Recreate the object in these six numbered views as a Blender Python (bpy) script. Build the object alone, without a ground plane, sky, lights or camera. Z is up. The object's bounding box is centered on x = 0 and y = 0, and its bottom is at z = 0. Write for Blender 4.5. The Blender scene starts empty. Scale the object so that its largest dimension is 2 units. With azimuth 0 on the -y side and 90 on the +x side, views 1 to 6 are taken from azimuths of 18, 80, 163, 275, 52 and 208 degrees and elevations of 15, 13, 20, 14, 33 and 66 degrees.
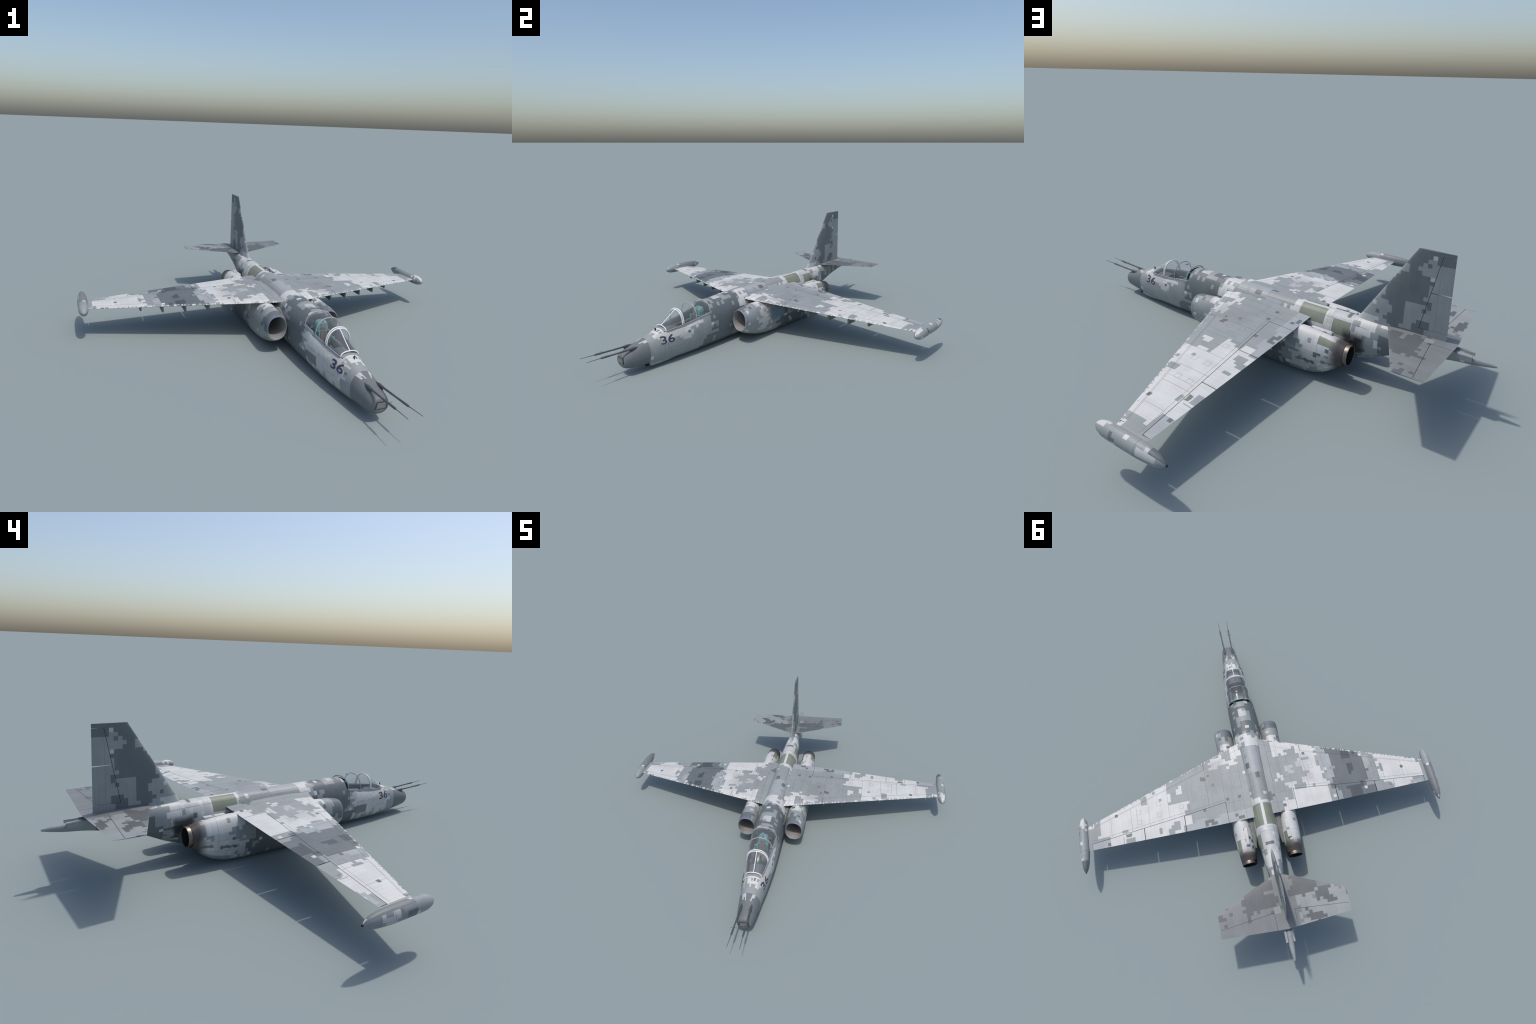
"""Straight-wing twin-engine attack jet in pixel camouflage.
Everything is modelled in the aircraft's own frame: x forward, y to the left
wing, z up; one Empty turns and shifts it into the scene frame."""
import bpy, bmesh, math, random
from mathutils import Vector, Matrix

random.seed(36)
YAW = math.radians(39.0)
OFFSET = 0.1105

# ------------------------------------------------------------------ helpers
def pchip(x, pts):
    """Monotone cubic through (x, y...) control points, sorted by x."""
    if x <= pts[0][0]:
        return list(pts[0][1:])
    if x >= pts[-1][0]:
        return list(pts[-1][1:])
    i = max(k for k in range(len(pts) - 1) if pts[k][0] <= x)
    out = []
    h = pts[i + 1][0] - pts[i][0]
    u = (x - pts[i][0]) / h
    for c in range(1, len(pts[0])):
        def slope(k):
            return (pts[k + 1][c] - pts[k][c]) / (pts[k + 1][0] - pts[k][0])
        def tangent(k):
            if k == 0:
                return slope(0)
            if k == len(pts) - 1:
                return slope(k - 1)
            a, b = slope(k - 1), slope(k)
            return 0.0 if a * b <= 0 else 2 * a * b / (a + b)
        m0, m1 = tangent(i), tangent(i + 1)
        y0, y1 = pts[i][c], pts[i + 1][c]
        out.append(y0 * (1 + 2 * u) * (1 - u) ** 2 + h * m0 * u * (1 - u) ** 2
                   + y1 * u * u * (3 - 2 * u) + h * m1 * u * u * (u - 1))
    return out

def linear(x, pts):
    if x <= pts[0][0]:
        return pts[0][1]
    for (a, p), (b, q) in zip(pts, pts[1:]):
        if x <= b:
            return p + (q - p) * (x - a) / (b - a)
    return pts[-1][1]

def frange(a, b, n):
    return [a + (b - a) * i / (n - 1) for i in range(n)]

ROOT = None
def add_object(name, bm, material, parent=None, smooth=35.0):
    bmesh.ops.recalc_face_normals(bm, faces=bm.faces)
    me = bpy.data.meshes.new(name)
    bm.to_mesh(me)
    bm.free()
    return add_mesh(name, me, material, parent, smooth)

def add_mesh(name, me, material, parent=None, smooth=35.0):
    me.materials.clear()
    me.materials.append(material)
    if smooth is not None:
        me.polygons.foreach_set("use_smooth", [True] * len(me.polygons))
        me.set_sharp_from_angle(angle=math.radians(smooth))
    ob = bpy.data.objects.new(name, me)
    bpy.context.scene.collection.objects.link(ob)
    ob.parent = parent or ROOT
    return ob

def loft(bm, rings, closed=True, cap_start=True, cap_end=True):
    rows = [[bm.verts.new(p) for p in ring] for ring in rings]
    n = len(rows[0])
    for a, b in zip(rows, rows[1:]):
        for i in range(n if closed else n - 1):
            j = (i + 1) % n
            bm.faces.new((a[i], a[j], b[j], b[i]))
    if cap_start:
        bm.faces.new(rows[0][::-1])
    if cap_end:
        bm.faces.new(rows[-1])
    return rows

def spow(v, e):
    return math.copysign(abs(v) ** e, v)

def oval(s, c, w, zt, zb, n=2.2, seg=64):
    """Super-elliptic cross-section across the x axis."""
    zc, h, e = (zt + zb) / 2, (zt - zb) / 2, 2.0 / n
    return [(s, c + w * spow(math.sin(a), e), zc + h * spow(math.cos(a), e))
            for a in (2 * math.pi * i / seg for i in range(seg))]

def box(bm, lo, hi, bevel=0.0):
    r = bmesh.ops.create_cube(bm, size=1.0)
    vs = r["verts"]
    for v in vs:
        v.co = Vector([lo[k] + (v.co[k] + 0.5) * (hi[k] - lo[k]) for k in range(3)])
    if bevel:
        es = {e for v in vs for e in v.link_edges}
        bmesh.ops.bevel(bm, geom=list(es), offset=bevel, segments=2, affect="EDGES", profile=0.6)

def tube(bm, path, radius, seg=10, flat=1.0, cap=True):
    """Round bar swept along a polyline; radius is a number or a list."""
    pts = [Vector(p) for p in path]
    rings = []
    up = Vector((0, 0, 1))
    for i, p in enumerate(pts):
        d = (pts[min(i + 1, len(pts) - 1)] - pts[max(i - 1, 0)]).normalized()
        side = d.cross(up)
        if side.length < 0.05:
            side = d.cross(Vector((1, 0, 0)))
        side.normalize()
        nrm = side.cross(d).normalized()
        r = radius[i] if isinstance(radius, (list, tuple)) else radius
        rings.append([p + side * (r * math.cos(2 * math.pi * k / seg))
                      + nrm * (r * flat * math.sin(2 * math.pi * k / seg)) for k in range(seg)])
    loft(bm, rings, True, cap, cap)

# ---------------------------------------------------------------- materials
WHITE = (0.569, 0.572, 0.555)
LIGHT = (0.475, 0.482, 0.475)
MID = (0.276, 0.298, 0.300)
DARK = (0.132, 0.151, 0.159)
DEEP = (0.070, 0.083, 0.091)
GREEN = (0.215, 0.240, 0.185)
SLATE = (0.190, 0.203, 0.208)
NOSE = (0.150, 0.166, 0.173)
SHADE = (0.112, 0.122, 0.130)
STEEL_BLUE = (0.16, 0.24, 0.29)
BROWN_GREY = (0.185, 0.175, 0.178)
PALE = (0.340, 0.360, 0.368)                           # fresher paint
FADED = (0.46, 0.468, 0.462)
SEAM = (0.11, 0.105, 0.10)
SOOT = (0.022, 0.019, 0.018)

class Nodes:
    def __init__(self, tree):
        self.t = tree
    def new(self, kind, **kw):
        n = self.t.nodes.new(kind)
        for k, v in kw.items():
            setattr(n, k, v)
        return n
    def put(self, socket, v):
        if isinstance(v, bpy.types.NodeSocket):
            self.t.links.new(v, socket)
        else:
            socket.default_value = v
    def math(self, op, *args):
        n = self.new("ShaderNodeMath", operation=op)
        for i, a in enumerate(args):
            self.put(n.inputs[i], a)
        return n.outputs[0]
    def vec(self, op, *args):
        n = self.new("ShaderNodeVectorMath", operation=op)
        for i, a in enumerate(args):
            self.put(n.inputs[i], a)
        return n.outputs["Value" if op in ("DOT_PRODUCT", "LENGTH") else "Vector"]
    def xyz(self, v):
        n = self.new("ShaderNodeSeparateXYZ")
        self.put(n.inputs[0], v)
        return n.outputs
    def combine(self, x, y, z=0.0):
        n = self.new("ShaderNodeCombineXYZ")
        for i, a in enumerate((x, y, z)):
            self.put(n.inputs[i], a)
        return n.outputs[0]
    def mix(self, fac, a, b):
        n = self.new("ShaderNodeMix", data_type="RGBA")
        self.put(n.inputs["Factor"], fac)
        self.put(n.inputs[6], (*a, 1) if isinstance(a, tuple) else a)
        self.put(n.inputs[7], (*b, 1) if isinstance(b, tuple) else b)
        return n.outputs[2]
    def ramp(self, v, a, b, lo=0.0, hi=1.0):
        n = self.new("ShaderNodeMapRange", interpolation_type="SMOOTHSTEP")
        for s, x in zip(("Value", "From Min", "From Max", "To Min", "To Max"), (v, a, b, lo, hi)):
            self.put(n.inputs[s], x)
        return n.outputs[0]

def make_groups():
    def group(name, inputs):
        g = bpy.data.node_groups.new(name, "ShaderNodeTree")
        for nm, kind in inputs:
            g.interface.new_socket(nm, in_out="INPUT", socket_type=kind)
        g.interface.new_socket("Mask", in_out="OUTPUT", socket_type="NodeSocketFloat")
        n = Nodes(g)
        i = g.nodes.new("NodeGroupInput")
        o = g.nodes.new("NodeGroupOutput")
        return g, n, i.outputs, o.inputs[0]
    V, F = "NodeSocketVector", "NodeSocketFloat"
    # soft or hard rectangle, border pushed about by Distort
    g, n, i, o = group("patch", [("P", V), ("Centre", V), ("Half", V), ("Distort", F), ("Soft", F)])
    q = n.vec("SUBTRACT", n.vec("ABSOLUTE", n.vec("SUBTRACT", i[0], i[1])), i[2])
    s = n.xyz(q)
    d = n.math("ADD", n.math("MAXIMUM", s[0], s[1]), i[3])
    g.links.new(n.ramp(d, 0.0, i[4], 1.0, 0.0), o)
    # straight line segment
    g, n, i, o = group("seam", [("P", V), ("A", V), ("B", V), ("Width", F)])
    pa, ba = n.vec("SUBTRACT", i[0], i[1]), n.vec("SUBTRACT", i[2], i[1])
    h = n.math("DIVIDE", n.vec("DOT_PRODUCT", pa, ba), n.vec("DOT_PRODUCT", ba, ba))
    h = n.math("MINIMUM", n.math("MAXIMUM", h, 0.0), 1.0)
    sc = n.new("ShaderNodeVectorMath", operation="SCALE")
    g.links.new(ba, sc.inputs[0]); g.links.new(h, sc.inputs["Scale"])
    d = n.vec("LENGTH", n.vec("SUBTRACT", pa, sc.outputs[0]))
    g.links.new(n.math("LESS_THAN", d, i[3]), o)
    # outline of a rectangle
    g, n, i, o = group("hatch", [("P", V), ("Centre", V), ("Half", V), ("Width", F)])
    s = n.xyz(n.vec("SUBTRACT", n.vec("ABSOLUTE", n.vec("SUBTRACT", i[0], i[1])), i[2]))
    d = n.math("ABSOLUTE", n.math("MAXIMUM", s[0], s[1]))
    g.links.new(n.math("LESS_THAN", d, i[3]), o)

def use_group(n, name, *args):
    g = n.new("ShaderNodeGroup")
    g.node_tree = bpy.data.node_groups[name]
    for s, v in zip(g.inputs, args):
        if isinstance(v, tuple) and len(v) == 2:
            v = (*v, 0.0)
        n.put(s, v)
    return g.outputs[0]

def camo(name, mode="top", base=MID, patches=(), seams=(), hatches=(), soft=(), centre=(0.0, 0.14),
         radius=0.1, cell=0.0185, seed=0.0, flecks=(0.03, 0.02), fleck_tones=(WHITE, DARK), streak="x",
         leading_edge=False, rough=0.5, ragged=0.055, seam_colour=SEAM, seam_strength=0.62, gaps=()):
    """Pixel camouflage: rectangular patches whose borders are broken up by
    noise sampled once per square cell; then panel seams, soot and streaks.
    mode: top (x, y), side (x, z) or round (x, angle about the centre line)."""
    m = bpy.data.materials.new(name)
    m.use_nodes = True
    n = Nodes(m.node_tree)
    bsdf = m.node_tree.nodes["Principled BSDF"]
    co = n.new("ShaderNodeTexCoord").outputs["Object"]
    c = n.xyz(co)
    if mode == "top":
        u, v = c[0], c[1]
    elif mode == "side":
        u, v = c[0], c[2]
    else:
        u = c[0]
        v = n.math("MULTIPLY", n.math("ARCTAN2", n.math("SUBTRACT", c[1], centre[0]),
                                      n.math("SUBTRACT", c[2], centre[1])), radius)
    p = n.combine(u, v)
    def snap(a):
        return n.math("MULTIPLY", n.math("ADD", n.math("FLOOR", n.math("DIVIDE", a, cell)), 0.5), cell)
    cellp = n.combine(snap(u), snap(v))
    noise = n.new("ShaderNodeTexNoise", noise_dimensions="3D")
    n.put(noise.inputs["Vector"], n.vec("ADD", cellp, (seed * 3.1, seed * 1.7, seed)))
    noise.inputs["Scale"].default_value = 21.0
    noise.inputs["Detail"].default_value = 4.0
    rgb = n.xyz(noise.outputs["Color"])
    white = n.new("ShaderNodeTexWhiteNoise", noise_dimensions="3D")
    n.put(white.inputs["Vector"], n.vec("ADD", cellp, (seed, 0.3, 0.7)))
    def wobble(k, amp):
        return n.math("MULTIPLY", n.math("SUBTRACT", rgb[k % 3], 0.5), amp * 6.0)
    col = base
    for k, pt in enumerate(patches):
        tone, x0, x1, y0, y1 = pt[:5]
        amp = pt[5] if len(pt) > 5 else ragged
        if amp > 0:
            d, where = wobble(k, amp), cellp
        else:
            d, where = 0.0, p
        mask = use_group(n, "patch", where, ((x0 + x1) / 2, (y0 + y1) / 2), (abs(x1 - x0) / 2, abs(y1 - y0) / 2), d, 0.0001)
        col = n.mix(mask, col, tone)
    if flecks[0]:
        col = n.mix(n.math("GREATER_THAN", white.outputs["Value"], 1 - flecks[0]), col, fleck_tones[0])
    if flecks[1]:
        col = n.mix(n.math("LESS_THAN", white.outputs["Value"], flecks[1]), col, fleck_tones[1])
    for pt in [q for q in patches if len(q) > 6]:      # clean painted panels stay on top
        tone, x0, x1, y0, y1 = pt[:5]
        mask = use_group(n, "patch", p, ((x0 + x1) / 2, (y0 + y1) / 2), (abs(x1 - x0) / 2, abs(y1 - y0) / 2), 0.0, 0.0001)
        col = n.mix(mask, col, tone)
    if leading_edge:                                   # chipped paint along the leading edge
        edge = n.math("ADD", u, n.math("MULTIPLY", n.math("ABSOLUTE", v), 0.335))
        chip = n.new("ShaderNodeTexWhiteNoise", noise_dimensions="2D")
        n.put(chip.inputs["Vector"], n.combine(n.math("FLOOR", n.math("DIVIDE", v, 0.0065)), snap(u)))
        near = n.math("GREATER_THAN", edge, n.math("SUBTRACT", 0.3145, n.math("MULTIPLY", chip.outputs["Value"], 0.009)))
        chipcol = n.mix(n.math("GREATER_THAN", n.xyz(chip.outputs["Color"])[1], 0.5), WHITE, MID)
        col = n.mix(n.math("MULTIPLY", near, n.math("GREATER_THAN", n.xyz(chip.outputs["Color"])[0], 0.5)), col, chipcol)
    # weathering: streaks with the airflow (or down the sides) and blotches
    st = n.new("ShaderNodeTexNoise", noise_dimensions="3D")
    n.put(st.inputs["Vector"], n.vec("MULTIPLY", co, {"x": (5, 130, 5), "z": (130, 20, 5)}[streak]))
    st.inputs["Scale"].default_value = 1.0
    st.inputs["Detail"].default_value = 2.0
    bl = n.new("ShaderNodeTexNoise", noise_dimensions="3D")
    n.put(bl.inputs["Vector"], co)
    bl.inputs["Scale"].default_value = 14.0
    bl.inputs["Detail"].default_value = 5.0
    wear = n.math("MULTIPLY", n.ramp(st.outputs["Fac"], 0.3, 0.7, 0.955, 1.03), n.ramp(bl.outputs["Fac"], 0.3, 0.7, 0.94, 1.04))
    scn = n.new("ShaderNodeVectorMath", operation="SCALE")
    n.put(scn.inputs[0], col if not isinstance(col, tuple) else col)
    n.put(scn.inputs["Scale"], wear)
    col = scn.outputs[0]
    mask = None
    for a, b, w in seams:
        k = use_group(n, "seam", p, a, b, w)
        mask = k if mask is None else n.math("MAXIMUM", mask, k)
    for cx, cy, hx, hy in hatches:
        k = use_group(n, "hatch", p, (cx, cy), (hx, hy), 0.0008)
        mask = k if mask is None else n.math("MAXIMUM", mask, k)
    if mask is not None:
        col = n.mix(n.math("MULTIPLY", mask, seam_strength), col, seam_colour)
    mask = None
    for a, b, w in gaps:                               # dark lines along the lips of the control surface gaps
        k = use_group(n, "seam", p, a, b, w)
        mask = k if mask is None else n.math("MAXIMUM", mask, k)
    if mask is not None:
        col = n.mix(n.math("MULTIPLY", mask, 0.85), col, (0.05, 0.05, 0.052))
    fine = n.new("ShaderNodeTexNoise", noise_dimensions="3D")
    n.put(fine.inputs["Vector"], co)
    fine.inputs["Scale"].default_value = 55.0
    fine.inputs["Detail"].default_value = 3.0
    rgh = rough
    for tone, x0, x1, y0, y1, softness, strength in soft:
        k = use_group(n, "patch", p, ((x0 + x1) / 2, (y0 + y1) / 2), (abs(x1 - x0) / 2, abs(y1 - y0) / 2),
                      n.math("MULTIPLY", n.math("SUBTRACT", (fine if softness < 0.02 else bl).outputs["Fac"], 0.45), softness * 4.0 if softness < 0.02 else softness * 0.7), softness)
        col = n.mix(n.math("MULTIPLY", k, strength), col, tone)
    n.put(bsdf.inputs["Base Color"], col)
    bsdf.inputs["Roughness"].default_value = rgh
    bsdf.inputs["Specular IOR Level"].default_value = 0.35
    return m

def plain(name, colour, rough=0.5, metallic=0.0, spec=0.4, mottled=0.12, scale=60.0):
    m = bpy.data.materials.new(name)
    m.use_nodes = True
    n = Nodes(m.node_tree)
    b = m.node_tree.nodes["Principled BSDF"]
    t = n.new("ShaderNodeTexNoise")
    n.put(t.inputs["Vector"], n.new("ShaderNodeTexCoord").outputs["Object"])
    t.inputs["Scale"].default_value = scale
    t.inputs["Detail"].default_value = 4.0
    f = n.ramp(t.outputs["Fac"], 0.3, 0.7)
    n.put(b.inputs["Base Color"], n.mix(f, tuple(c * (1 - mottled) for c in colour), tuple(min(1, c * (1 + mottled)) for c in colour)))
    b.inputs["Roughness"].default_value = rough
    b.inputs["Metallic"].default_value = metallic
    b.inputs["Specular IOR Level"].default_value = spec
    return m

def glass(name):
    m = bpy.data.materials.new(name)
    m.use_nodes = True
    n = Nodes(m.node_tree)
    m.node_tree.nodes.remove(m.node_tree.nodes["Principled BSDF"])
    clear = n.new("ShaderNodeBsdfTransparent")
    clear.inputs[0].default_value = (0.97, 0.98, 0.985, 1)
    gloss = n.new("ShaderNodeBsdfPrincipled")
    gloss.inputs["Base Color"].default_value = (0.40, 0.44, 0.46, 1)
    gloss.inputs["Roughness"].default_value = 0.10
    lw = n.new("ShaderNodeLayerWeight")
    lw.inputs["Blend"].default_value = 0.5
    mx = n.new("ShaderNodeMixShader")
    n.put(mx.inputs[0], n.math("ADD", n.math("MULTIPLY", n.math("POWER", lw.outputs["Facing"], 4.0), 0.35), 0.20))
    n.put(mx.inputs[1], clear.outputs[0])
    n.put(mx.inputs[2], gloss.outputs[0])
    n.put(m.node_tree.nodes["Material Output"].inputs[0], mx.outputs[0])
    return m

# ------------------------------------------------------------------- shapes
# fuselage stations: x, half width, top, bottom
FUSELAGE = [(-1.046, 0.0050, 0.2490, 0.2390), (-1.0, 0.0120, 0.2560, 0.2290), (-0.955, 0.0165, 0.2580, 0.2220),
            (-0.88, 0.0215, 0.2650, 0.2140), (-0.75, 0.0290, 0.2790, 0.1880), (-0.62, 0.0375, 0.2830, 0.1470),
            (-0.50, 0.0520, 0.2820, 0.0930), (-0.35, 0.0660, 0.2800, 0.0480), (-0.20, 0.0705, 0.2795, 0.0300),
            (0.10, 0.0810, 0.2800, 0.0110), (0.35, 0.0880, 0.2795, 0.0030), (0.55, 0.0885, 0.2785, 0.0000),
            (0.62, 0.0880, 0.2660, 0.0008), (0.70, 0.0855, 0.2430, 0.0022), (0.80, 0.0785, 0.2190, 0.0045),
            (0.88, 0.0715, 0.1990, 0.0085), (0.95, 0.0630, 0.1810, 0.0148), (1.05, 0.0535, 0.1540, 0.0270),
            (1.105, 0.0470, 0.1375, 0.0355), (1.122, 0.0445, 0.1315, 0.0395), (1.134, 0.0415, 0.1260, 0.0455), (1.1415, 0.0375, 0.1205, 0.0530),
            (1.1445, 0.0310, 0.1140, 0.0610), (1.1455, 0.0210, 0.1060, 0.0700)]
BODY_POWER = 2.25

def body_side(s, z):
    """Half width of the fuselage at station s and height z."""
    w, zt, zb = pchip(s, FUSELAGE)
    q = min(1.0, abs(z - (zt + zb) / 2) / ((zt - zb) / 2))
    return w * (1 - q ** BODY_POWER) ** (1 / BODY_POWER)

SILL = [(0.575, 0.0725), (0.60, 0.0718), (0.674, 0.0680), (0.776, 0.0608), (0.86, 0.0490), (0.886, 0.0435)]
SILL_Z = [(0.575, 0.2215), (0.674, 0.2075), (0.776, 0.1955), (0.886, 0.1835)]
CANOPY_TOP = [(0.580, 0.2835), (0.64, 0.2875), (0.688, 0.2880), (0.735, 0.2840), (0.778, 0.2740), (0.84, 0.2350), (0.886, 0.2060)]

def canopy_ring(s, seg=24, grow=0.0, lean=0.0):
    ts, zs = linear(s, SILL) + grow, linear(s, SILL_Z)
    zt = pchip(s, CANOPY_TOP)[0] + grow
    e = 0.86
    return [(s + lean * math.sin(math.pi * i / seg), ts * spow(math.cos(math.pi * i / seg), e), zs + (zt - zs) * spow(math.sin(math.pi * i / seg), e))
            for i in range(seg + 1)]

NACELLE = [(-0.452, 0.0460, 0.1370, 0.2030, 0.1050), (-0.40, 0.0505, 0.1385, 0.2160, 0.0640), (-0.33, 0.0555, 0.1410, 0.2260, 0.0230),
           (-0.25, 0.0580, 0.1420, 0.2300, 0.0040), (-0.15, 0.0590, 0.1430, 0.2305, 0.0010), (0.0, 0.0595, 0.1450, 0.2305, 0.0010),
           (0.18, 0.0600, 0.1460, 0.2290, 0.0060), (0.28, 0.0600, 0.1475, 0.2265, 0.0210), (0.36, 0.0595, 0.1495, 0.2215, 0.0470),
           (0.41, 0.0575, 0.1515, 0.2160, 0.0680), (0.423, 0.0558, 0.1520, 0.2120, 0.0780)]
POD = [(-0.316, 0.0030, 1.0840, 0.1730, 0.1670), (-0.307, 0.0085, 1.0840, 0.1820, 0.1600), (-0.28, 0.0175, 1.0840, 0.1940, 0.1480),
       (-0.24, 0.0230, 1.0840, 0.2005, 0.1420), (-0.18, 0.0268, 1.0840, 0.2030, 0.1395), (-0.10, 0.0275, 1.0840, 0.2030, 0.1395),
       (-0.03, 0.0262, 1.0840, 0.2010, 0.1410), (0.0, 0.0215, 1.0840, 0.1945, 0.1465), (0.0155, 0.0150, 1.0840, 0.1865, 0.1545),
       (0.024, 0.0090, 1.0840, 0.1795, 0.1620), (0.028, 0.0030, 1.0840, 0.1730, 0.1680)]

def wing_edges(t):
    le = 0.2945 - 0.335 * (t - 0.07)
    te = linear(t, [(0.0, -0.2135), (0.209, -0.2125), (0.468, -0.2065), (1.05, -0.1875), (1.1, -0.186)])
    return le, te

def wing_z(t):
    return 0.2345 - 0.0635 * max(0.0, t - 0.07)

def aerofoil(f, thick):
    """Half thickness at chord fraction f."""
    f = max(0.0, min(1.0, f))
    return 5 * thick * (0.2969 * math.sqrt(f) - 0.1260 * f - 0.3516 * f * f + 0.2843 * f ** 3 - 0.1036 * f ** 4) + 0.0006

def blade_ring(x_le, x_te, f0, f1, thick, place, n=16):
    """Ring of one aerofoil slice between chord fractions f0 and f1."""
    c = x_le - x_te
    fs = [f0 + (f1 - f0) * (1 - math.cos(math.pi * k / n / (1.0 if f0 == 0 else 1.0))) / 2 for k in range(n + 1)]
    up = [place(x_le - f * c, aerofoil(f, thick) * c) for f in fs]
    lo = [place(x_le - f * c, -aerofoil(f, thick) * c) for f in fs]
    return up + lo[::-1]

HINGE = [(0.209, -0.081), (0.469, -0.1050), (0.718, -0.1260), (1.035, -0.1505)]
SLAT = [(0.309, 0.1640), (1.03, -0.0500)]
WING_THICK = [(0.0, 0.054), (0.5, 0.052), (1.08, 0.062)]

def wing_piece(bm, side, t0, t1, front, back, gap=0.0, n=10):
    """Part of the wing from spanwise t0 to t1; front/back give the x of its
    chordwise limits (None = leading or trailing edge)."""
    rings = []
    for t in frange(t0, t1, n):
        le, te = wing_edges(t)
        c = le - te
        f0 = 0.0 if front is None else (le - (front(t) - gap)) / c
        f1 = 1.0 if back is None else (le - (back(t) + gap)) / c
        z0 = wing_z(t)
        rings.append(blade_ring(le, te, f0, f1, linear(t, WING_THICK), lambda x, h, t=t, z0=z0: (x, side * t, z0 + h)))
    loft(bm, rings)

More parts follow.
